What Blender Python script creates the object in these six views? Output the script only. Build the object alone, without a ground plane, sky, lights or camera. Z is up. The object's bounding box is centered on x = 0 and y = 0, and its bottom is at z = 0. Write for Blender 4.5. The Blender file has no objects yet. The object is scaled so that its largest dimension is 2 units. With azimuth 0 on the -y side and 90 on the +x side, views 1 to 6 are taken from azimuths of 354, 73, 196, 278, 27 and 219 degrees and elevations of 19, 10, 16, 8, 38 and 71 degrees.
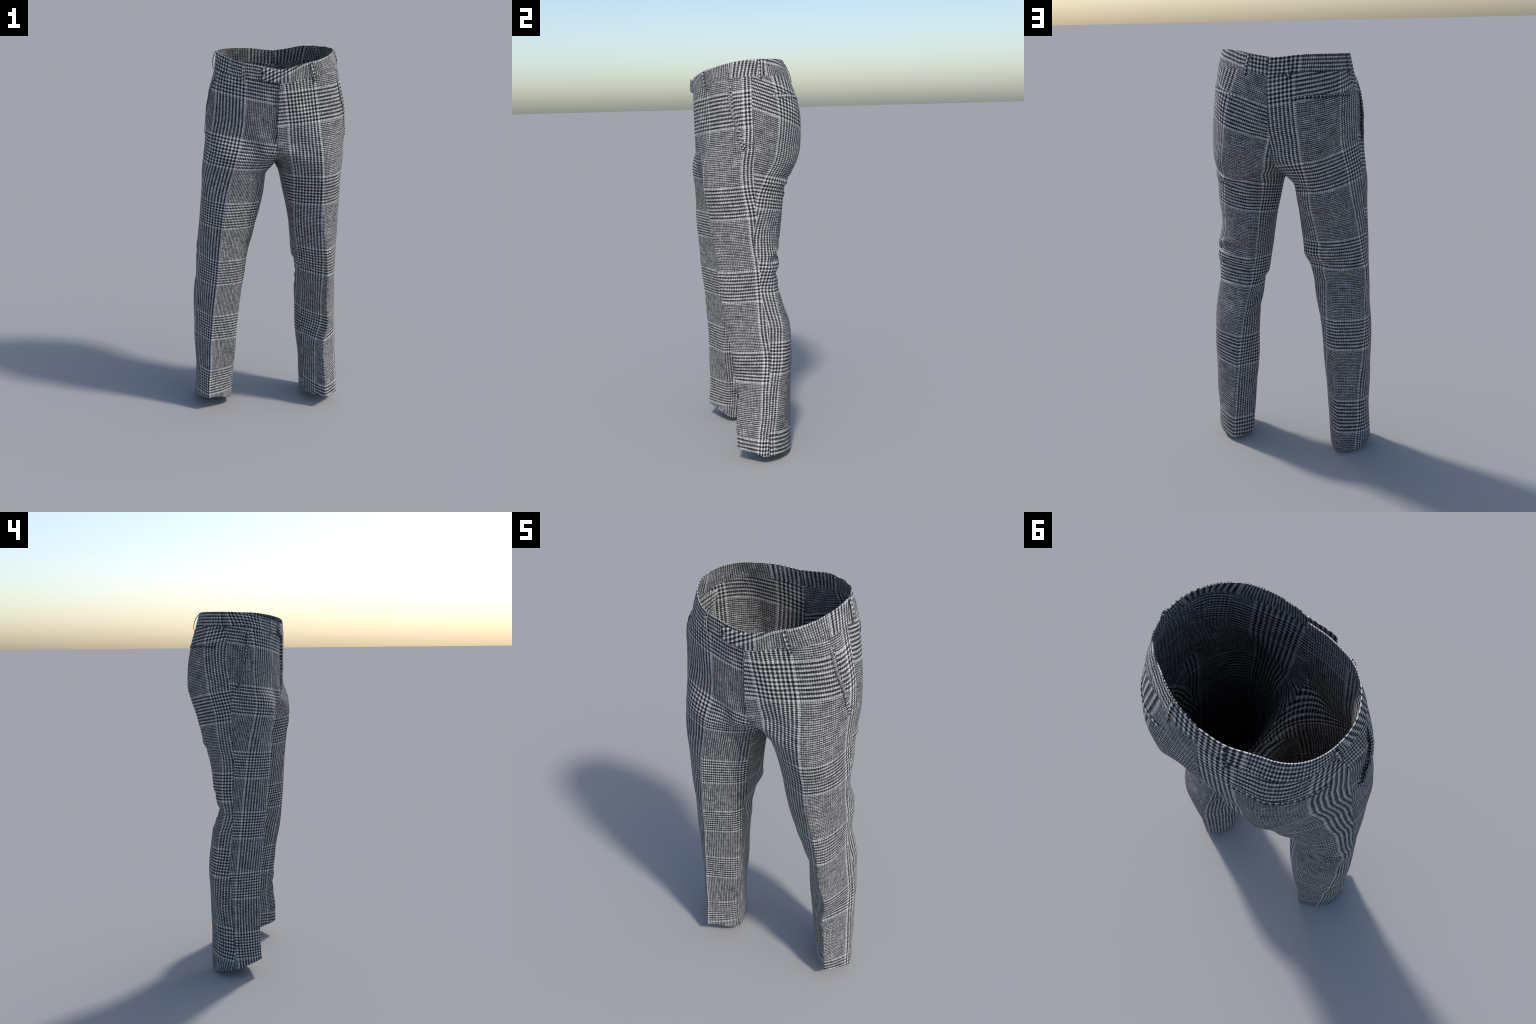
"""A pair of tailored wool trousers in a black-and-white glen check, standing as if worn.

The body is two smooth tubes (right half x < 0, left half x > 0) lofted through
cross-sections that are named after tailoring lines: inseam / centre seam, front crease,
side (outseam) and back crease.  The tubes are cut along the seams into front and back
panels; waistband, button tab, belt loops and pockets are sewn on as bands that follow
the same surface.  The cloth is woven procedurally: every panel knows how many warp and
weft threads lie between a point and the panel's grain line, and the material turns the
two thread counts into a glen check.
"""
import bpy, math
import numpy as np

THICK = 0.0023           # cloth thickness
BAND_TOP = 2.0           # nominal height of the waist edge
BAND_LOW = 1.925         # nominal height of the seam under the waistband
CROTCH = 1.412           # nominal height where the two legs part

# ------------------------------------------------------------------ body sections
# Points are (outward, forward-back) in metres, outward being away from the centre line.
# fullness: how far each quarter bulges (inner front, outer front, outer back, inner back)
# turn: angle at which the cloth leaves the centre seam, front and back


def section(height, front_inner, front, side, back, fullness, back_inner=None, turn=(90, 90)):
    back_inner = back_inner or front_inner
    return [height, *front_inner, *front, *side, *back, *back_inner, *fullness,
            math.radians(turn[0]), math.radians(turn[1])]


RIGHT_SECTIONS = [
    section(0.000, front_inner=(0.202, -0.056), front=(0.332, -0.164), side=(0.412, -0.022), back=(0.281, 0.126), fullness=(0.87, 0.53, 0.98, 0.59)),
    section(0.120, front_inner=(0.196, -0.062), front=(0.330, -0.157), side=(0.405, -0.039), back=(0.282, 0.124), fullness=(0.60, 0.46, 1.00, 0.75)),
    section(0.260, front_inner=(0.191, -0.077), front=(0.325, -0.153), side=(0.404, -0.035), back=(0.272, 0.127), fullness=(0.50, 0.39, 1.10, 0.75)),
    section(0.400, front_inner=(0.182, -0.090), front=(0.322, -0.152), side=(0.410, -0.019), back=(0.264, 0.132), fullness=(0.50, 0.33, 1.30, 0.83)),
    section(0.540, front_inner=(0.172, -0.086), front=(0.314, -0.155), side=(0.413, -0.009), back=(0.269, 0.137), fullness=(0.60, 0.44, 1.30, 0.98)),
    section(0.680, front_inner=(0.157, -0.050), front=(0.303, -0.166), side=(0.414, -0.010), back=(0.267, 0.128), fullness=(0.95, 0.49, 1.15, 1.07)),
    section(0.800, front_inner=(0.136, -0.017), front=(0.291, -0.176), side=(0.404, -0.014), back=(0.253, 0.111), fullness=(1.10, 0.62, 1.29, 0.77)),
    section(0.900, front_inner=(0.128, -0.003), front=(0.283, -0.186), side=(0.402, -0.014), back=(0.239, 0.078), fullness=(1.30, 0.66, 1.14, 0.48)),
    section(1.020, front_inner=(0.093, 0.028), front=(0.273, -0.194), side=(0.394, -0.030), back=(0.221, 0.107), fullness=(1.15, 0.84, 1.09, 0.41)),
    section(1.160, front_inner=(0.064, -0.007), front=(0.258, -0.206), side=(0.381, -0.055), back=(0.201, 0.131), fullness=(1.21, 1.00, 0.95, 0.59)),
    section(1.280, front_inner=(0.044, -0.019), front=(0.238, -0.212), side=(0.376, -0.062), back=(0.189, 0.173), fullness=(1.21, 1.10, 0.75, 0.74)),
    section(1.360, front_inner=(0.035, -0.014), front=(0.218, -0.218), side=(0.375, -0.062), back=(0.184, 0.193), fullness=(1.15, 1.06, 0.67, 0.76)),
    section(1.412, front_inner=(-0.010, 0.009), front=(0.204, -0.226), side=(0.371, -0.064), back=(0.182, 0.205), back_inner=(-0.010, 0.009), fullness=(1.06, 1.01, 0.62, 0.68)),
    section(1.430, front_inner=(-0.011, -0.064), front=(0.199, -0.228), side=(0.369, -0.064), back=(0.182, 0.211), back_inner=(-0.016, 0.052), fullness=(1.06, 1.01, 0.60, 0.69), turn=(83, 84)),
    section(1.455, front_inner=(-0.007, -0.150), front=(0.193, -0.230), side=(0.367, -0.066), back=(0.181, 0.220), back_inner=(-0.019, 0.111), fullness=(1.07, 1.01, 0.58, 0.73), turn=(54, 75)),
    section(1.500, front_inner=(-0.000, -0.228), front=(0.181, -0.224), side=(0.363, -0.069), back=(0.180, 0.237), back_inner=(-0.018, 0.195), fullness=(1.05, 1.01, 0.55, 0.83), turn=(14, 53)),
    section(1.580, front_inner=(0.005, -0.241), front=(0.166, -0.212), side=(0.360, -0.077), back=(0.178, 0.258), back_inner=(-0.018, 0.223), fullness=(0.99, 0.86, 0.58, 0.99), turn=(-3, 18)),
    section(1.680, front_inner=(0.005, -0.241), front=(0.154, -0.213), side=(0.354, -0.083), back=(0.177, 0.254), back_inner=(-0.018, 0.252), fullness=(0.99, 0.59, 0.75, 1.00), turn=(-6, 2)),
    section(1.800, front_inner=(0.005, -0.238), front=(0.150, -0.215), side=(0.341, -0.085), back=(0.178, 0.238), back_inner=(-0.019, 0.246), fullness=(0.97, 0.68, 0.90, 1.00), turn=(-1, 0)),
    section(1.900, front_inner=(0.005, -0.238), front=(0.149, -0.215), side=(0.314, -0.052), back=(0.180, 0.211), back_inner=(-0.020, 0.233), fullness=(0.97, 0.90, 0.97, 0.99), turn=(-2, -0)),
    section(2.000, front_inner=(0.005, -0.234), front=(0.147, -0.212), side=(0.300, -0.007), back=(0.182, 0.173), back_inner=(-0.018, 0.212), fullness=(0.99, 0.78, 0.89, 0.99), turn=(-2, 1)),
]
LEFT_SECTIONS = [
    section(0.000, front_inner=(0.209, 0.034), front=(0.328, -0.167), side=(0.414, -0.056), back=(0.285, 0.129), fullness=(0.56, 0.28, 0.74, 0.51)),
    section(0.120, front_inner=(0.199, 0.012), front=(0.323, -0.167), side=(0.407, -0.049), back=(0.278, 0.132), fullness=(0.50, 0.30, 0.82, 0.40)),
    section(0.260, front_inner=(0.187, 0.006), front=(0.312, -0.158), side=(0.400, -0.028), back=(0.266, 0.140), fullness=(0.30, 0.28, 1.01, 0.35)),
    section(0.400, front_inner=(0.168, 0.018), front=(0.302, -0.161), side=(0.395, -0.004), back=(0.252, 0.148), fullness=(0.32, 0.30, 1.05, 0.35)),
    section(0.540, front_inner=(0.159, 0.025), front=(0.316, -0.173), side=(0.388, 0.015), back=(0.235, 0.160), fullness=(0.34, 0.30, 1.10, 0.45)),
    section(0.680, front_inner=(0.153, 0.022), front=(0.298, -0.196), side=(0.382, 0.026), back=(0.219, 0.152), fullness=(0.29, 0.43, 1.14, 0.51)),
    section(0.800, front_inner=(0.148, -0.025), front=(0.293, -0.211), side=(0.368, 0.021), back=(0.202, 0.119), fullness=(0.52, 0.60, 1.01, 0.40)),
    section(0.900, front_inner=(0.116, -0.044), front=(0.286, -0.220), side=(0.358, 0.016), back=(0.189, 0.098), fullness=(0.64, 0.82, 0.86, 0.56)),
    section(1.020, front_inner=(0.102, -0.049), front=(0.267, -0.228), side=(0.366, 0.000), back=(0.177, 0.107), fullness=(0.92, 0.77, 0.96, 0.58)),
    section(1.160, front_inner=(0.080, -0.034), front=(0.245, -0.242), side=(0.354, -0.040), back=(0.169, 0.128), fullness=(0.97, 0.94, 0.90, 0.71)),
    section(1.280, front_inner=(0.055, -0.017), front=(0.239, -0.251), side=(0.359, -0.040), back=(0.169, 0.137), fullness=(1.05, 0.90, 1.08, 0.73)),
    section(1.360, front_inner=(0.035, 0.000), front=(0.233, -0.266), side=(0.361, -0.038), back=(0.171, 0.157), fullness=(1.04, 0.89, 0.92, 0.64)),
    section(1.412, front_inner=(0.010, 0.009), front=(0.227, -0.269), side=(0.364, -0.038), back=(0.174, 0.177), back_inner=(0.010, 0.009), fullness=(1.01, 0.90, 0.91, 0.60)),
    section(1.430, front_inner=(0.011, -0.064), front=(0.225, -0.268), side=(0.365, -0.038), back=(0.175, 0.186), back_inner=(0.016, 0.052), fullness=(1.00, 0.91, 0.92, 0.62), turn=(78, 84)),
    section(1.455, front_inner=(0.007, -0.150), front=(0.222, -0.266), side=(0.366, -0.039), back=(0.176, 0.198), back_inner=(0.019, 0.111), fullness=(0.99, 0.92, 0.94, 0.66), turn=(57, 75)),
    section(1.500, front_inner=(0.000, -0.228), front=(0.217, -0.259), side=(0.368, -0.039), back=(0.178, 0.220), back_inner=(0.018, 0.195), fullness=(0.98, 0.93, 1.00, 0.78), turn=(10, 53)),
    section(1.580, front_inner=(-0.005, -0.246), front=(0.207, -0.236), side=(0.370, -0.042), back=(0.183, 0.244), back_inner=(0.018, 0.223), fullness=(1.00, 0.95, 0.89, 0.99), turn=(-13, 18)),
    section(1.680, front_inner=(-0.005, -0.254), front=(0.194, -0.224), side=(0.365, -0.045), back=(0.189, 0.250), back_inner=(0.018, 0.252), fullness=(1.00, 0.96, 0.77, 1.00), turn=(-7, 2)),
    section(1.800, front_inner=(-0.005, -0.251), front=(0.176, -0.222), side=(0.341, -0.037), back=(0.200, 0.228), back_inner=(0.019, 0.246), fullness=(1.00, 1.09, 0.91, 1.00), turn=(0, 0)),
    section(1.900, front_inner=(-0.005, -0.251), front=(0.161, -0.223), side=(0.318, -0.022), back=(0.210, 0.192), back_inner=(0.020, 0.233), fullness=(1.01, 1.09, 0.91, 0.96), turn=(2, 1)),
    section(2.000, front_inner=(-0.005, -0.247), front=(0.146, -0.226), side=(0.295, 0.001), back=(0.221, 0.138), back_inner=(0.018, 0.212), fullness=(1.02, 0.80, 0.85, 0.88), turn=(1, -8)),
]
WAIST_DIP = {"R": (-0.090, -0.071, -0.029, -0.025, -0.038), "L": (-0.090, -0.053, -0.007, -0.005, -0.038)}
HEM_LIFT = {"R": (0.027, 0.084, 0.041, 0.009), "L": (0.021, 0.076, 0.047, 0.019)}

SIDE_SIGN = {"R": -1.0, "L": 1.0}
SECTIONS = {"R": np.array(RIGHT_SECTIONS), "L": np.array(LEFT_SECTIONS)}


# ------------------------------------------------------------------ small numeric helpers
def smooth(a, b, x):
    t = np.clip((np.asarray(x, float) - a) / (b - a), 0, 1)
    return t * t * (3 - 2 * t)


def monotone(x, Y, xq):
    """Monotone cubic through the rows of Y."""
    h = np.diff(x)[:, None]
    d = np.diff(Y, axis=0) / h
    m = np.zeros_like(Y)
    w1, w2 = 2 * h[1:] + h[:-1], 2 * h[:-1] + h[1:]
    w1, w2 = w1, 2 * h[:-1] + h[1:]
    same = d[1:] * d[:-1] > 0
    with np.errstate(all="ignore"):
        m[1:-1] = np.where(same, (w1 + (h[1:] + 2 * h[:-1])) / (w1 / d[:-1] + (h[1:] + 2 * h[:-1]) / d[1:]), 0)
    m[0], m[-1] = d[0], d[-1]
    i = np.clip(np.searchsorted(x, xq, side="right") - 1, 0, len(x) - 2)
    H = h[i]
    t = ((xq - x[i]) / np.diff(x)[i])[:, None]
    return ((2 * t**3 - 3 * t**2 + 1) * Y[i] + (t**3 - 2 * t**2 + t) * H * m[i]
            + (-2 * t**3 + 3 * t**2) * Y[i + 1] + (t**3 - t**2) * H * m[i + 1])


def key_curve(keys, s):
    s = np.asarray(s, float)
    return monotone(np.arange(5.0), np.array(keys, float)[:, None], s.ravel())[:, 0].reshape(s.shape)


def ramp(x, knots, values):
    return np.interp(x, knots, values)


# ------------------------------------------------------------------ the smooth body
def bare(half, s, tau):
    """Point of the undisplaced body. s: 0 inner front, 1 front crease, 2 side, 3 back crease, 4 inner back."""
    s, tau = np.broadcast_arrays(np.asarray(s, float), np.asarray(tau, float))
    shape, s, tau = s.shape, s.ravel(), tau.ravel()
    table = SECTIONS[half]
    p = monotone(table[:, 0], table[:, 1:], tau)
    s = np.where((s < 0) & (tau < CROTCH), s + 4, s)
    s = np.where((s > 4) & (tau < CROTCH), s - 4, s)
    s = np.clip(s, 0, 4)
    q = np.clip(np.floor(s).astype(int), 0, 3)
    t = (s - q)[:, None]
    rows = np.arange(len(s))
    keys = p[:, :10].reshape(-1, 5, 2)
    A, B = keys[rows, q], keys[rows, q + 1]
    crease_f = math.radians(24) * (1 - ramp(tau, [1.2, 1.6], [0, 1]))
    crease_b = math.radians(24) * (1 - ramp(tau, [0.35, 0.9], [0, 1]))
    zero, one = np.zeros_like(tau), np.ones_like(tau)
    # above the legs the cloth leans with the curve of the belly and the seat
    above = smooth(1.45, 1.60, tau)
    lean_f = np.arctan(above * np.clip(1.6 * (p[:, 3] - p[:, 1]) / np.maximum(np.abs(p[:, 2] - p[:, 0]), 0.05), -0.2, 0.8))
    lean_b = np.arctan(above * np.clip(1.6 * (p[:, 9] - p[:, 7]) / np.maximum(np.abs(p[:, 6] - p[:, 8]), 0.05), -0.2, 0.8))
    start = np.stack([np.stack([np.cos(p[:, 14]), -np.sin(p[:, 14])], -1),
                      np.stack([np.cos(crease_f + lean_f), np.sin(crease_f + lean_f)], -1),
                      np.stack([zero, one], -1),
                      np.stack([-np.cos(crease_b - lean_b), -np.sin(crease_b - lean_b)], -1)], 1)
    end = np.stack([np.stack([np.cos(crease_f - lean_f), -np.sin(crease_f - lean_f)], -1),
                    np.stack([zero, one], -1),
                    np.stack([-np.cos(crease_b + lean_b), np.sin(crease_b + lean_b)], -1),
                    np.stack([-np.cos(p[:, 15]), -np.sin(p[:, 15])], -1)], 1)
    T0, T1 = start[rows, q], end[rows, q]
    d = B - A
    L = np.linalg.norm(d, axis=1)
    full = p[rows, 10 + q]
    h0 = (0.5523 * full * np.maximum(np.abs((d * T0).sum(1)), 0.25 * L))[:, None]
    h1 = (0.5523 * full * np.maximum(np.abs((d * T1).sum(1)), 0.25 * L))[:, None]
    xy = ((1 - t) ** 3 * A + 3 * (1 - t) ** 2 * t * (A + T0 * h0)
          + 3 * (1 - t) * t * t * (B - T1 * h1) + t**3 * B)
    rw = np.clip((tau - 1.5) / 0.5, 0, 1)
    rw = 0.3 * rw * rw * (3 - 2 * rw) + 0.7 * rw
    rh = np.clip(1 - tau / 0.3, 0, 1)
    lift = HEM_LIFT[half]
    z = tau + rw * key_curve(WAIST_DIP[half], s) + rh * key_curve((*lift, lift[0]), s)
    return np.stack([SIDE_SIGN[half] * xy[:, 0], xy[:, 1], z], -1).reshape(*shape, 3)


def normal_of(fn, half, s, tau, es=0.012, et=0.004):
    tau = np.asarray(tau, float)
    ds = fn(half, np.asarray(s) + es, tau) - fn(half, np.asarray(s) - es, tau)
    up, dn = np.minimum(tau + et, BAND_TOP), np.maximum(tau - et, 0)
    n = np.cross(ds, fn(half, s, up) - fn(half, s, dn)) * SIDE_SIGN[half]
    return n / (np.linalg.norm(n, axis=-1, keepdims=True) + 1e-12)


# ------------------------------------------------------------------ folds and dents
# (half, s, height, half-length in s, half-width in height, slope of the ridge, depth)
FOLDS = [
    # left leg, behind the knee
    ("L", 2.75, 1.046, 0.70, 0.016, 0.035, -0.011), ("L", 2.85, 0.995, 0.65, 0.024, 0.030, 0.006),
    ("L", 2.80, 0.943, 0.60, 0.018, -0.020, -0.011), ("L", 2.45, 1.075, 0.35, 0.014, 0.060, 0.005),
    ("L", 2.55, 0.970, 0.30, 0.010, 0.08, -0.005), ("L", 2.30, 1.030, 0.25, 0.010, 0.10, -0.005),
    ("L", 3.20, 1.015, 0.35, 0.010, -0.06, -0.005), ("L", 3.15, 0.965, 0.30, 0.010, -0.05, 0.004),
    ("L", 2.80, 0.885, 0.40, 0.012, 0.05, -0.005), ("L", 2.70, 1.10, 0.40, 0.012, 0.05, -0.004),
    # left leg, inner knee
    ("L", 0.10, 0.862, 0.50, 0.018, -0.03, -0.009), ("L", 0.10, 0.805, 0.50, 0.022, -0.03, 0.006),
    ("L", 3.70, 0.787, 0.40, 0.014, 0.05, -0.007), ("L", 3.70, 0.750, 0.40, 0.014, 0.05, 0.006),
    ("L", 3.70, 0.705, 0.40, 0.016, 0.05, -0.006),
    # left seat and back of the thigh
    ("L", 3.40, 1.405, 0.45, 0.022, 0.06, -0.014), ("L", 2.90, 1.385, 0.40, 0.016, 0.05, -0.007),
    ("L", 3.10, 1.35, 0.35, 0.012, -0.05, 0.004),
    ("R", 3.30, 1.36, 0.35, 0.018, 0.05, -0.006),
    ("L", 2.50, 1.395, 0.45, 0.014, -0.03, 0.006), ("L", 2.60, 1.425, 0.45, 0.013, -0.03, -0.006),
    ("L", 2.85, 1.335, 0.40, 0.014, -0.09, 0.005), ("L", 2.75, 1.365, 0.40, 0.012, -0.09, -0.004),
    ("L", 3.15, 1.30, 0.30, 0.014, -0.09, -0.004),
    # break over the left shin
    ("L", 1.12, 0.395, 0.35, 0.020, 0.07, 0.003), ("L", 1.10, 0.345, 0.32, 0.024, 0.07, -0.009),
    ("L", 1.35, 0.46, 0.30, 0.030, 0.05, -0.005),
    # right leg, inner thigh and behind the knee
    ("R", 3.55, 1.035, 0.45, 0.030, -0.02, 0.011), ("R", 3.50, 0.975, 0.45, 0.022, -0.02, -0.010),
    ("R", 3.45, 0.925, 0.45, 0.020, -0.02, 0.005),
    ("R", 2.70, 0.917, 0.55, 0.014, 0.02, -0.010), ("R", 2.70, 0.960, 0.55, 0.020, 0.02, 0.004),
    ("R", 2.65, 0.865, 0.50, 0.018, -0.03, 0.004),
    ("R", 3.05, 0.985, 0.35, 0.010, -0.05, -0.006), ("R", 3.10, 1.015, 0.35, 0.010, -0.05, 0.005),
    ("R", 2.45, 0.945, 0.30, 0.010, 0.06, -0.005), ("R", 3.15, 0.880, 0.35, 0.010, 0.04, -0.005),
    ("R", 2.85, 0.835, 0.35, 0.012, 0.04, -0.004), ("R", 3.30, 1.085, 0.35, 0.012, -0.04, -0.005),
    # right, under the seat
    ("R", 2.70, 1.262, 0.45, 0.014, 0.03, 0.005), ("R", 2.70, 1.225, 0.45, 0.014, 0.03, -0.005),
    # right hip, where the pocket gapes
    ("R", 2.42, 1.70, 0.16, 0.06, 0.0, -0.005),
]


# front pocket slits: stops along (s, height) from top to bottom, depth of the mouth, its width
POCKETS = {
    "R": ([1.83, 1.92, 2.0, 2.04, 2.08], [1.885, 1.785, 1.70, 1.62, 1.565], 0.014, 0.036),
    "L": ([1.58, 1.61, 1.67, 1.75, 1.83], [1.893, 1.78, 1.71, 1.635, 1.570], 0.004, 0.022),
}


def relief(half, s, tau):
    s, tau = np.broadcast_arrays(np.asarray(s, float), np.asarray(tau, float))
    d = np.zeros(s.shape)
    for who, s0, t0, ls, lt, slope, depth in FOLDS:
        if who != half:
            continue
        a = s - s0
        if s0 > 3.2 or s0 < 0.8:
            a = np.where(tau < CROTCH - 0.02, (a + 2) % 4 - 2, a)
        b = tau - t0 - slope * a
        d += depth * np.exp(-(a / ls) ** 2) * np.exp(-(b / lt) ** 2)
    # the cloth sinks just behind each front pocket slit
    stops_s, stops_t, depth, reach = POCKETS[half]
    line = np.interp(tau, stops_t[::-1], stops_s[::-1])
    away = (s - line) * 0.19
    mouth = smooth(stops_t[-1] - 0.005, stops_t[-1] + 0.09, tau) * (1 - smooth(stops_t[0] - 0.06, stops_t[0] + 0.005, tau))
    d -= depth * mouth * smooth(-0.004, 0.004, away) * (1 - smooth(0.006, reach, away))
    # gentle unevenness of the cloth
    leg = smooth(0.02, 0.15, tau) * (1 - smooth(1.75, 1.9, tau))
    ph = 0.0 if half == "R" else 1.9
    d += leg * 0.0012 * (np.sin(9 * tau + 3 * s * math.pi / 2 + ph) + np.sin(23 * tau - 4 * s * math.pi / 2 + 2 * ph))
    return d


def body(half, s, tau):
    return bare(half, s, tau) + normal_of(bare, half, s, tau) * relief(half, s, tau)[..., None]


# ------------------------------------------------------------------ seams
def inseam(half, tau):
    if half == "R":
        return ramp(tau, [0, .08, .2, .39, .5, .67, .78, .88, 1.06, 1.34, 1.40], [-.06, -.08, -.12, -.15, -.07, .04, .21, .25, .37, .37, .05])
    return ramp(tau, [0, .12, .44, .57, .84, .98, 1.28, 1.36, 1.40], [.29, .30, .33, .29, .29, .33, .29, .25, .05])


def outseam(half, tau):
    if half == "R":
        return ramp(tau, [0, .22, .34, .5, .62, .77, .92, 1.1, 1.24, 1.37, 1.78], [2.04, 2.06, 2.03, 2.0, 2.03, 2.0, 1.96, 2.08, 2.12, 2.16, 2.20])
    return ramp(tau, [0, .12, .33, .42, .57, .85, 1.05, 1.25, 1.4, 1.67, 1.9], [2.14, 2.12, 2.0, 1.92, 1.87, 1.83, 1.88, 2.0, 1.96, 2.0, 1.96])


# ------------------------------------------------------------------ how the cloth lies on each panel
# per height: thread number on the grain line, thread slope per metre sideways (weft),
# and thread number on the crease with threads per metre (warp)
LAY_HEIGHTS = [0, .3, .6, .9, 1.2, 1.45, 1.65, 1.8, 1.95]
LAY = {
    ("L", "front"): dict(along=[-781, -655, -511, -362, -212, -91, 0, 68, 136], tilt=[44, 9, -6, -13, -31, -30, -44, -50, -50],
                         across=[117, 107, 96, 86, 78, 74, 72, 71, 71], density=[528, 510, 486, 463, 454, 457, 458, 456, 454]),
    ("L", "back"): dict(along=[-774, -659, -524, -373, -220, -92, 5, 71, 137], tilt=[53, 54, 46, 35, 71, 99, 139, 159, 183],
                         across=[170, 168, 166, 160, 146, 125, 100, 78, 54], density=[528, 502, 479, 471, 465, 446, 417, 388, 356]),
    ("R", "front"): dict(along=[-910, -755, -599, -442, -281, -149, -50, 20, 91], tilt=[7, -22, -27, -38, -31, -54, -65, -71, -74],
                         across=[4, 4, 3, 2, -1, -3, -4, -5, -5], density=[498, 495, 484, 469, 452, 439, 441, 449, 460]),
    ("R", "back"): dict(along=[-846, -720, -582, -430, -274, -150, -57, 9, 74], tilt=[-63, -39, -8, 19, 50, 86, 73, 74, 73],
                         across=[-51, -38, -26, -16, -12, -15, -22, -29, -35], density=[526, 509, 489, 466, 435, 419, 420, 424, 430]),
}


# ------------------------------------------------------------------ material
def new_node(tree, kind, **props):
    n = tree.nodes.new(kind)
    for k, v in props.items():
        setattr(n, k, v)
    return n


class Graph:
    """Tiny helper for arithmetic in shader nodes."""

    def __init__(self, tree):
        self.tree = tree

    def math(self, op, *args):
        n = new_node(self.tree, "ShaderNodeMath", operation=op)
        for i, a in enumerate(args):
            if isinstance(a, (int, float)):
                n.inputs[i].default_value = a
            else:
                self.tree.links.new(a, n.inputs[i])
        return n.outputs[0]

    def mix(self, fac, a, b):
        return self.math("ADD", self.math("MULTIPLY", a, self.math("SUBTRACT", 1.0, fac)), self.math("MULTIPLY", b, fac))


def stripe_rule(g, thread, period, fine_contrast):
    """Yarn brightness 0..1 for a thread number: 80 threads of bold 4-and-4 stripes between two
    broad pale lines, then fine 2-and-2 stripes up to the period."""
    p = g.math("FLOORED_MODULO", thread, float(period))
    bold = g.math("MULTIPLY", g.math("LESS_THAN", p, 79.2), g.math("GREATER_THAN", p, 0.8))
    q = g.math("SUBTRACT", p, 6.0)
    edge = g.math("MULTIPLY", g.math("MAXIMUM", g.math("LESS_THAN", q, 0.0), g.math("GREATER_THAN", q, 68.0)), 0.86)
    wave = g.math("SINE", g.math("MULTIPLY", q, math.pi / 4))
    four = g.math("SUBTRACT", 0.42, g.math("MULTIPLY", wave, 1.2))
    four = g.math("MAXIMUM", g.math("MINIMUM", four, 1.0), 0.0)
    bold_value = g.math("MAXIMUM", edge, four)
    ripple = g.math("SINE", g.math("MULTIPLY", g.math("SUBTRACT", p, 80.0), math.pi / 2))
    fine_value = g.math("SUBTRACT", 0.52, g.math("MULTIPLY", ripple, 0.62 * fine_contrast))
    fine_value = g.math("MAXIMUM", g.math("MINIMUM", fine_value, 1.0), 0.0)
    return g.mix(bold, fine_value, g.math("MULTIPLY", bold_value, 1.06))


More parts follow.
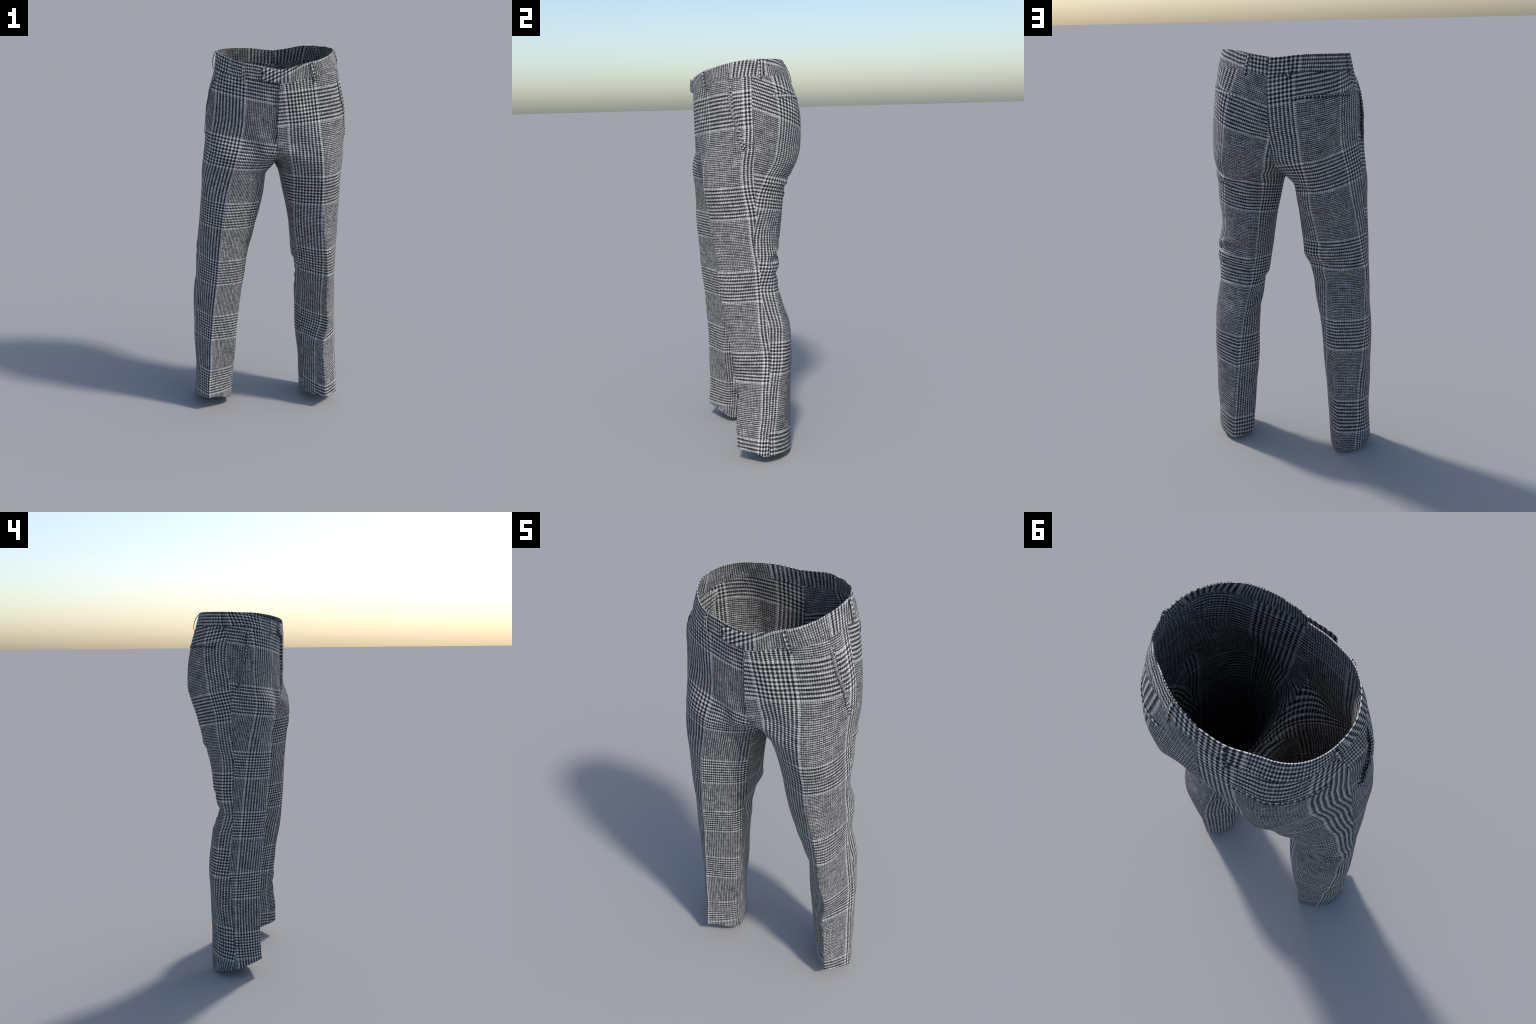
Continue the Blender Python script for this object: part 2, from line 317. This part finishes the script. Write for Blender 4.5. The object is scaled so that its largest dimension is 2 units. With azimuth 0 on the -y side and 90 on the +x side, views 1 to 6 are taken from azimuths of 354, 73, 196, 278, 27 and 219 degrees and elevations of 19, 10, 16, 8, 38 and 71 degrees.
def glen_check():
    mat = bpy.data.materials.new("glen_check_wool")
    mat.use_nodes = True
    tree = mat.node_tree
    g = Graph(tree)
    bsdf = tree.nodes["Principled BSDF"]
    weft = new_node(tree, "ShaderNodeAttribute", attribute_name="weft_thread").outputs["Fac"]
    warp = new_node(tree, "ShaderNodeAttribute", attribute_name="warp_thread").outputs["Fac"]
    coord = new_node(tree, "ShaderNodeTexCoord").outputs["Object"]

    def noise(scale, detail, vector=coord):
        n = new_node(tree, "ShaderNodeTexNoise")
        n.inputs["Scale"].default_value = scale
        n.inputs["Detail"].default_value = detail
        tree.links.new(vector, n.inputs["Vector"])
        return n

    # yarns wander a little
    sep = new_node(tree, "ShaderNodeSeparateColor")
    tree.links.new(noise(190.0, 2.0).outputs["Color"], sep.inputs["Color"])
    weft_w = g.math("ADD", weft, g.math("MULTIPLY", g.math("SUBTRACT", sep.outputs[0], 0.5), 1.8))
    warp_w = g.math("ADD", warp, g.math("MULTIPLY", g.math("SUBTRACT", sep.outputs[1], 0.5), 1.8))
    weft_col = stripe_rule(g, weft_w, 200, 0.85)
    warp_col = stripe_rule(g, warp_w, 172, 0.42)
    # two-and-two twill decides which yarn is on top; the brushed surface blurs both together
    twill = g.math("FLOORED_MODULO", g.math("ADD", g.math("FLOOR", warp_w), g.math("FLOOR", weft_w)), 4.0)
    top = g.math("LESS_THAN", twill, 1.5)
    woven = g.mix(top, weft_col, warp_col)
    blurred = g.math("MULTIPLY", g.math("ADD", weft_col, warp_col), 0.5)
    value = g.mix(TWILL_SHARE, blurred, woven)

    # every yarn has its own shade, and slubs along it
    def yarn_noise(a, b):
        comb = new_node(tree, "ShaderNodeCombineXYZ")
        tree.links.new(g.math("FLOOR", a), comb.inputs[0])
        tree.links.new(g.math("MULTIPLY", b, 0.2), comb.inputs[1])
        return g.math("SUBTRACT", noise(1.0, 1.0, comb.outputs[0]).outputs["Fac"], 0.5)

    # neighbouring picks differ from group to group, so the fine check looks streaky
    def streak(a, b):
        comb = new_node(tree, "ShaderNodeCombineXYZ")
        tree.links.new(g.math("MULTIPLY", a, 0.30), comb.inputs[0])
        tree.links.new(g.math("MULTIPLY", b, 0.035), comb.inputs[1])
        return g.math("SUBTRACT", noise(1.0, 2.0, comb.outputs[0]).outputs["Fac"], 0.5)

    slub = g.math("ADD", g.math("MULTIPLY", yarn_noise(weft, warp), 0.80), g.math("MULTIPLY", yarn_noise(warp, weft), 0.60))
    slub = g.math("ADD", slub, g.math("ADD", g.math("MULTIPLY", streak(weft, warp), 1.10), g.math("MULTIPLY", streak(warp, weft), 0.70)))
    fuzz = g.math("SUBTRACT", noise(300.0, 3.0).outputs["Fac"], 0.5)
    value = g.math("ADD", value, g.math("ADD", g.math("MULTIPLY", slub, 0.60), g.math("MULTIPLY", fuzz, 0.60)))
    value = g.math("POWER", g.math("MAXIMUM", g.math("MINIMUM", value, 1.05), 0.0), TONE)
    col = new_node(tree, "ShaderNodeValToRGB")
    r = col.color_ramp
    r.elements[0].position, r.elements[0].color = 0.0, (*DARK_YARN, 1)
    r.elements[1].position, r.elements[1].color = 1.0, (*PALE_YARN, 1)
    tree.links.new(value, col.inputs["Fac"])
    tree.links.new(col.outputs["Color"], bsdf.inputs["Base Color"])
    bsdf.inputs["Roughness"].default_value = 0.95
    bsdf.inputs["Specular IOR Level"].default_value = 0.1
    bump = new_node(tree, "ShaderNodeBump")
    bump.inputs["Strength"].default_value = 0.3
    bump.inputs["Distance"].default_value = 0.0012
    diag = g.math("SINE", g.math("MULTIPLY", g.math("ADD", warp_w, weft_w), math.pi / 2))
    tree.links.new(g.math("ADD", diag, fuzz), bump.inputs["Height"])
    tree.links.new(bump.outputs["Normal"], bsdf.inputs["Normal"])
    return mat


def plain(name, color, rough=0.85, scale=300.0, vary=0.25):
    mat = bpy.data.materials.new(name)
    mat.use_nodes = True
    tree = mat.node_tree
    bsdf = tree.nodes["Principled BSDF"]
    coord = new_node(tree, "ShaderNodeTexCoord")
    noise = new_node(tree, "ShaderNodeTexNoise")
    noise.inputs["Scale"].default_value = scale
    tree.links.new(coord.outputs["Object"], noise.inputs["Vector"])
    col = new_node(tree, "ShaderNodeValToRGB")
    col.color_ramp.elements[0].color = (*[c * (1 - vary) for c in color], 1)
    col.color_ramp.elements[1].color = (*[min(1, c * (1 + vary)) for c in color], 1)
    tree.links.new(noise.outputs["Fac"], col.inputs["Fac"])
    tree.links.new(col.outputs["Color"], bsdf.inputs["Base Color"])
    bsdf.inputs["Roughness"].default_value = rough
    bsdf.inputs["Specular IOR Level"].default_value = 0.2
    return mat


DARK_YARN = (0.018, 0.018, 0.020)
PALE_YARN = (0.58, 0.58, 0.58)
TWILL_SHARE = 0.34
TONE = 2.4
CLOTH = glen_check()
EDGE = plain("pale_cut_edge", (0.55, 0.50, 0.43))

root = bpy.data.objects.new("trousers", None)
bpy.context.scene.collection.objects.link(root)
root["label"] = "tailored wool trousers in black and white glen check"
root["category"] = "trousers"


# ------------------------------------------------------------------ mesh building
def add_mesh(name, verts, faces, weft, warp, normals=None, mats=(CLOTH,), mat_index=None, parent=root):
    me = bpy.data.meshes.new(name)
    me.from_pydata([tuple(v) for v in verts], [], faces)
    for m in mats:
        me.materials.append(m)
    if mat_index is not None:
        me.polygons.foreach_set("material_index", mat_index)
    me.polygons.foreach_set("use_smooth", [True] * len(me.polygons))
    for key, val in (("weft_thread", weft), ("warp_thread", warp)):
        me.attributes.new(key, "FLOAT", "POINT").data.foreach_set("value", np.asarray(val, np.float32))
    me.update()
    if normals is not None:
        me.normals_split_custom_set_from_vertices([tuple(n) for n in normals])
    ob = bpy.data.objects.new(name, me)
    bpy.context.scene.collection.objects.link(ob)
    ob.parent = parent
    return ob


def shell(name, outer, normal, weft, warp, inner_weft, inner_warp, flip, rims=("bottom",), thick=THICK, deep=None):
    """A sheet of cloth with an inner face; rims close the named borders."""
    R, C = outer.shape[:2]
    inner = outer - normal * thick
    count = R * C
    idx = np.arange(count).reshape(R, C)
    verts = [outer.reshape(-1, 3), inner.reshape(-1, 3)]
    norms = [normal.reshape(-1, 3), -normal.reshape(-1, 3)]
    wef, war = [weft.ravel(), inner_weft.ravel()], [warp.ravel(), inner_warp.ravel()]
    a, b, c, d = idx[:-1, :-1].ravel(), idx[:-1, 1:].ravel(), idx[1:, 1:].ravel(), idx[1:, :-1].ravel()
    quads = np.stack([a, b, c, d], 1)
    out_f = quads[:, ::-1] if flip else quads
    in_f = (quads if flip else quads[:, ::-1]) + count
    faces = out_f.tolist() + in_f.tolist()
    mat_index = [0] * len(faces)
    base = 2 * count
    for rim in rims:
        sel = {"bottom": np.s_[0, :], "top": np.s_[-1, :], "start": np.s_[:, 0], "end": np.s_[:, -1]}[rim]
        o, i = outer[sel], inner[sel]
        if rim in ("start", "end") and deep is not None:
            i = o - normal[sel] * deep[:, None]
        k = len(o)
        direction = {"bottom": outer[0] - outer[1], "top": outer[-1] - outer[-2],
                     "start": outer[:, 0] - outer[:, 1], "end": outer[:, -1] - outer[:, -2]}[rim]
        direction = direction / (np.linalg.norm(direction, axis=1, keepdims=True) + 1e-9)
        mid = (o + i) / 2 + direction * thick * 0.3
        verts += [o, mid, i]
        norms += [direction] * 3
        wef += [weft[sel]] * 3
        war += [warp[sel]] * 3
        h = k // 2
        across_rim = (o - i)[h]
        trial = np.cross(o[h + 1] - o[h], -across_rim).dot(direction[h])
        for r in range(2):
            for j in range(k - 1):
                q = [base + r * k + j, base + r * k + j + 1, base + (r + 1) * k + j + 1, base + (r + 1) * k + j]
                faces.append(q if trial > 0 else q[::-1])
                mat_index.append(0)
        base += 3 * k
    return add_mesh(name, np.concatenate(verts), faces, np.concatenate(wef), np.concatenate(war),
                    np.concatenate(norms), (CLOTH, EDGE), mat_index)


def arc_from(points, column):
    step = np.linalg.norm(np.diff(points, axis=1), axis=2)
    run = np.concatenate([np.zeros((len(points), 1)), np.cumsum(step, 1)], 1)
    return run - run[:, column:column + 1]


# ------------------------------------------------------------------ panels
LEG_ROWS = np.unique(np.concatenate([np.linspace(0, 1.34, 270), np.linspace(1.34, 1.50, 48), np.linspace(1.50, BAND_LOW, 86)]))


def panel(half, which, columns=130):
    tau = LEG_ROWS
    if which == "front":
        lo = np.where(tau < CROTCH, inseam(half, tau), 0.0)
        mid, hi = 1.0, outseam(half, tau)
    else:
        lo, mid = outseam(half, tau), 3.0
        hi = np.where(tau < CROTCH, 4.0 + inseam(half, tau), 4.0)
    k = columns // 2
    t = np.linspace(0, 1, k + 1)
    s = np.concatenate([lo[:, None] + (mid - lo)[:, None] * t, mid + (hi - mid)[:, None] * t[1:]], 1)
    T = np.repeat(tau[:, None], s.shape[1], 1)
    pts = body(half, s, T)
    nrm = normal_of(body, half, s, T)
    u = arc_from(bare(half, s, T), k)
    z = bare(half, s, T)[..., 2]
    lay = LAY[half, which]
    pick = lambda key: ramp(z, LAY_HEIGHTS, lay[key])
    z_far = np.clip(z - LAY_HEIGHTS[-1], 0, None)
    along = pick("along") + pick("tilt") * u + z_far * 460
    across = pick("across") + pick("density") * u
    if (half, which) == ("R", "front"):
        across = np.where(across < -70, -70 + (across + 70) * 0.6, across)
    weft, warp = (across, along) if (half, which) == ("R", "front") else (along, across)
    rims, deep = ["bottom"], None
    if (half, which) == ("L", "front"):
        rims.append("start")
        deep = THICK + 0.013 * smooth(1.53, 1.66, tau)
    return shell(f"{which}_panel", pts, nrm, weft, warp, weft, warp, half == "R", rims, deep=deep)


for half in "RL":
    for which in ("front", "back"):
        panel(half, which)

# ------------------------------------------------------------------ waistband
BAND_OUT = 0.0012


def band_surface(half, s, tau):
    return body(half, s, tau) + normal_of(body, half, s, tau)[..., :] * BAND_OUT


def waist_distance(half, s):
    """Distance along the waistband from the centre front."""
    line = np.linspace(0, 4, 401)
    p = bare(half, line, np.full(401, 1.96))
    run = np.concatenate([[0], np.cumsum(np.linalg.norm(np.diff(p, axis=0), axis=1))])
    return np.interp(s, line, run)


def left_band_line(d):
    """Height on the left waistband at which the bold check ends, as the band was cut off-grain."""
    return np.interp(d, [-.1, -.05, 0, .045, .12, .2, .35, .45, .58, .72],
                     [-.03, .0, .03, .047, .066, .072, .080, .07, .045, .012])


def band_threads(half, s, height):
    d = waist_distance(half, s)
    if half == "L":
        second, third = waist_distance("L", 1.62), waist_distance("L", 2.21)
        fine = np.interp(d, [-.1, .05, second, third, third + 1.0], [77 - .15 * 450, 77, 203, 277, 277 + 1.0 * 450])
        return fine, 77 + (left_band_line(d) - (height - BAND_LOW)) * 450
    start, stop = waist_distance("R", 1.42), waist_distance("R", 2.08)
    return 3 + (d - start) * 74 / (stop - start), 8 + (height - BAND_LOW) * 470


def waistband(half):
    tau = np.linspace(BAND_LOW - 0.004, BAND_TOP, 20)
    s1 = np.linspace(0, 4, 221)
    s = np.repeat(s1[None], len(tau), 0)
    T = np.repeat(tau[:, None], len(s1), 1)
    nrm = normal_of(body, half, s, T)
    low = smooth(BAND_LOW - 0.004, BAND_LOW + 0.001, T)
    pts = body(half, s, T) + nrm * (BAND_OUT * (0.2 + 0.8 * low))[..., None]
    weft, warp = band_threads(half, s, T)
    d = waist_distance(half, s)
    total = waist_distance(half, 4.0)
    inner_weft = 3 + (total - d) * 420 + 4
    if half == "R":
        inner_weft = 20 + (total - d) * 420
    inner_warp = 100 + (T - BAND_LOW) * 470
    return shell("waistband", pts, nrm, weft, warp, inner_weft, inner_warp, half == "R", ("bottom", "top"), thick=THICK + BAND_OUT)


for half in "RL":
    waistband(half)


# ------------------------------------------------------------------ bands sewn onto the body
def band(name, centre, out, sideways, width, height, thick, weft, warp, edge=False, parent=root):
    """A strip of cloth along centre points; out and sideways are unit directions, height lifts the strip."""
    n = len(centre)
    rows = []
    prof = [(-1, 0), (-0.94, 0.55), (-0.8, 1), (-0.4, 1), (0, 1), (0.4, 1), (0.8, 1), (0.94, 0.55), (1, 0), (0.8, -0.2), (0, -0.2), (-0.8, -0.2)]
    k = len(prof)
    verts, wef, war = [], [], []
    width = np.broadcast_to(width, (n,))
    height = np.broadcast_to(height, (n,))
    run = np.concatenate([[0], np.cumsum(np.linalg.norm(np.diff(centre, axis=0), axis=1))])
    for i in range(n):
        for a, b in prof:
            verts.append(centre[i] + sideways[i] * a * width[i] / 2 + out[i] * (height[i] + b * thick))
            wef.append(weft(run[i], a * width[i] / 2))
            war.append(warp(run[i], a * width[i] / 2))
    faces, mat_index = [], []
    for i in range(n - 1):
        for j in range(k):
            faces.append([i * k + j, i * k + (j + 1) % k, (i + 1) * k + (j + 1) % k, (i + 1) * k + j])
            mat_index.append(1 if edge and j in (0, 7) else 0)
    faces.append(list(range(k))[::-1])
    faces.append([(n - 1) * k + j for j in range(k)])
    mat_index += [0, 0]
    ob = add_mesh(name, verts, faces, wef, war, mats=(CLOTH, EDGE), mat_index=mat_index, parent=parent)
    import bmesh
    bm = bmesh.new()
    bm.from_mesh(ob.data)
    bmesh.ops.recalc_face_normals(bm, faces=bm.faces)
    bm.to_mesh(ob.data)
    bm.free()
    ob.data.set_sharp_from_angle(angle=math.radians(50))
    return ob


def unit(v):
    return v / (np.linalg.norm(v, axis=-1, keepdims=True) + 1e-12)


def along_body(half, s, tau, samples):
    """Smooth path on the body through (s, tau) stops, with outward and sideways directions."""
    t = np.linspace(0, 1, samples)
    k = np.linspace(0, 1, len(s))
    ss, tt = np.interp(t, k, s), np.interp(t, k, tau)
    c = body(half, ss, tt)
    n = normal_of(body, half, ss, tt)
    go = unit(np.gradient(c, axis=0))
    return c, n, unit(np.cross(go, n))


# belt loops: (half, s at the top, s at the bottom, how far it stands off)
LOOPS = [("R", 1.12, 1.10, 0.007), ("R", 2.21, 2.21, 0.012), ("R", 3.62, 3.50, 0.012),
         ("L", 1.01, 1.04, 0.007), ("L", 2.04, 2.09, 0.009), ("L", 3.58, 3.45, 0.004)]
for half, s_top, s_low, stand in LOOPS:
    c, n, side = along_body(half, [s_top, s_low], [1.996, 1.900], 22)
    t = np.linspace(0, 1, 22)
    rise = BAND_OUT + 0.001 + stand * np.sin(np.pi * t) ** 0.7
    band("belt_loop", c, n, side, 0.013, rise, 0.0026,
         lambda r, w: 6 + r * 470, lambda r, w: 14 + (w + 0.0065) * 640, edge=(half, s_top) == ("R", 1.12))


# button tab: the left band carried on over the right front
def waist_s(half, d):
    line = np.linspace(0, 4, 401)
    return np.interp(d, waist_distance(half, line), line)


N = 40
t = np.linspace(0, 1, N)
reach = t * 0.092
tab_s = waist_s("R", reach)
mid_tau = (BAND_LOW + BAND_TOP) / 2
c = body("R", tab_s, np.full(N, mid_tau))
n = normal_of(body, "R", tab_s, np.full(N, mid_tau))
up = unit(body("R", tab_s, np.full(N, BAND_TOP)) - body("R", tab_s, np.full(N, BAND_LOW)))
tall = np.linalg.norm(body("R", tab_s, np.full(N, BAND_TOP)) - body("R", tab_s, np.full(N, BAND_LOW)), axis=1)
gap = 0.0125 + 0.002 * t
rounded = np.sqrt(np.clip(1 - np.clip((reach - 0.078) / 0.016, 0, 1) ** 2, 0, 1))
band("waistband_tab", c, n, up, tall * (0.55 + 0.45 * rounded), gap, 0.0035,
     lambda r, w: 77 - (0.05 + r) * 450,
     lambda r, w: 77 + (left_band_line(-r) - (w + 0.0375)) * 450)

# covered button at the end of the tab
lift = gap + 0.0035
bc, bn, bu = c[33] + n[33] * (lift[33] + 0.0015), n[33], up[33]
bs = np.cross(bu, bn)
ring, rings = 24, [(0.0, 0.0020), (0.35, 0.0021), (0.62, 0.0010), (0.78, 0.0024), (0.92, 0.0022), (1.0, 0.0008), (0.96, -0.004)]
verts, faces = [bc + bn * 0.0012], []
for rr, hh in rings[1:]:
    for a in range(ring):
        th = 2 * math.pi * a / ring
        verts.append(bc + (bs * math.cos(th) + bu * math.sin(th)) * 0.0095 * rr + bn * (hh - 0.0025))
for a in range(ring):
    faces.append([0, 1 + a, 1 + (a + 1) % ring])
for r in range(len(rings) - 2):
    for a in range(ring):
        faces.append([1 + r * ring + a, 1 + (r + 1) * ring + a, 1 + (r + 1) * ring + (a + 1) % ring, 1 + r * ring + (a + 1) % ring])
local = np.array([((v - bc).dot(bs), (v - bc).dot(bu)) for v in verts])
add_mesh("covered_button", verts, faces, 10 + local[:, 0] * 480, 14 + local[:, 1] * 480)

# ------------------------------------------------------------------ pockets
def toward_front(n, go):
    f = np.cross(n, go)
    f = unit(f)
    return f * np.where((f[:, 1] > 0)[:, None], -1.0, 1.0)


def front_pocket(half, gape, wide):
    m = 60
    s, tau = POCKETS[half][:2]
    c, n, side = along_body(half, s, tau, m)
    go = unit(np.gradient(c, axis=0))
    front = toward_front(n, go)
    t = np.linspace(0, 1, m)
    belly = np.sin(np.pi * np.clip(t * 0.94 + 0.03, 0, 1)) ** 0.8
    # lip: folded edge of the front panel, standing off toward the slit
    lift = 0.0008 + gape * belly
    lean = unit(front - n * (lift / 0.011)[:, None])
    lip = c + front * 0.005 + n * (lift * 0.5)[:, None]
    a = band("pocket_lip", lip, unit(np.cross(go, lean) * np.where((np.cross(go, lean) * n).sum(1) < 0, -1, 1)[:, None]), lean, 0.0115, 0.0, 0.0022,
             *( (lambda r, w: 118 + w * 470, lambda r, w: 3 + r * 520) if half == "R" else (lambda r, w: 96 + r * 480, lambda r, w: 100 + w * 470)))
    # added dark strip that paints the slit's shadow; no hole is cut
    if gape > 0.005:
        band("pocket_shadow_strip", c - front * 0.003, n, front, 0.004 + 0.005 * belly, 0.0006, 0.0006, lambda r, w: 8.0, lambda r, w: 8.0)
    # facing behind the slit, cut across the check
    inner = c - front * (0.003 + wide * belly / 2)[:, None]
    band("pocket_facing", inner, n, front, 0.004 + wide * belly, 0.0006, 0.0012,
         lambda r, w: 6 + ((r + w * 0.3) * 450) % 64, (lambda r, w: 8 + w * 140) if half == "R" else (lambda r, w: 100 + w * 470))


front_pocket("R", 0.011, 0.028)
front_pocket("L", 0.0025, 0.013)


def pocket_bag(half, bulge):
    """Pouch of the front pocket hanging inside the hip."""
    tau1, s1 = np.linspace(1.50, 1.90, 40), np.linspace(1.25, 2.35, 44)
    T, s = np.meshgrid(tau1, s1, indexing="ij")
    n = normal_of(body, half, s, T)
    across = np.sin(np.pi * (s - 1.25) / 1.10) ** 0.7
    down = smooth(1.50, 1.58, T) * (1 - smooth(1.80, 1.90, T))
    p = body(half, s, T) - n * (THICK + 0.0015 + bulge * across * down)[..., None]
    shape_n = unit(np.cross(np.gradient(p, axis=1), np.gradient(p, axis=0)))
    shape_n *= np.where((shape_n * n).sum(-1, keepdims=True) < 0, -1, 1)
    a, c = 90 + (T - 1.5) * 470, 84 + (s - 1.25) * 85
    shell("pocket_bag", p, shape_n, a, c, a, c, half == "R", ("bottom", "top", "start", "end"), thick=0.0012)


pocket_bag("R", 0.042)
pocket_bag("L", 0.012)


def back_pocket(half, s, tau, shift):
    m = 40
    c, n, side = along_body(half, s, tau, m)
    t = np.linspace(0, 1, m)
    taper = np.clip(np.minimum(t, 1 - t) / 0.02, 0.3, 1)
    up = side * np.where((side[:, 2] < 0)[:, None], -1.0, 1.0)
    band("back_pocket_welt", c - up * 0.003, n, up, 0.014 * taper, 0.0008, 0.0026,
         lambda r, w: shift + w * 330, lambda r, w: 6 + (r * 470) % 64)
    band("back_pocket_dark_strip", c + up * 0.0052, n, up, 0.0020 * taper, 0.0004, 0.0008, lambda r, w: 8.0, lambda r, w: 8.0)  # dark strip laid on the uncut panel to stand in for the slit


back_pocket("R", [2.34, 2.56, 3.02, 3.44], [1.812, 1.815, 1.812, 1.800], 9)
back_pocket("L", [2.25, 2.60, 2.80, 3.14], [1.828, 1.828, 1.822, 1.805], 12)

bpy.context.view_layer.update()
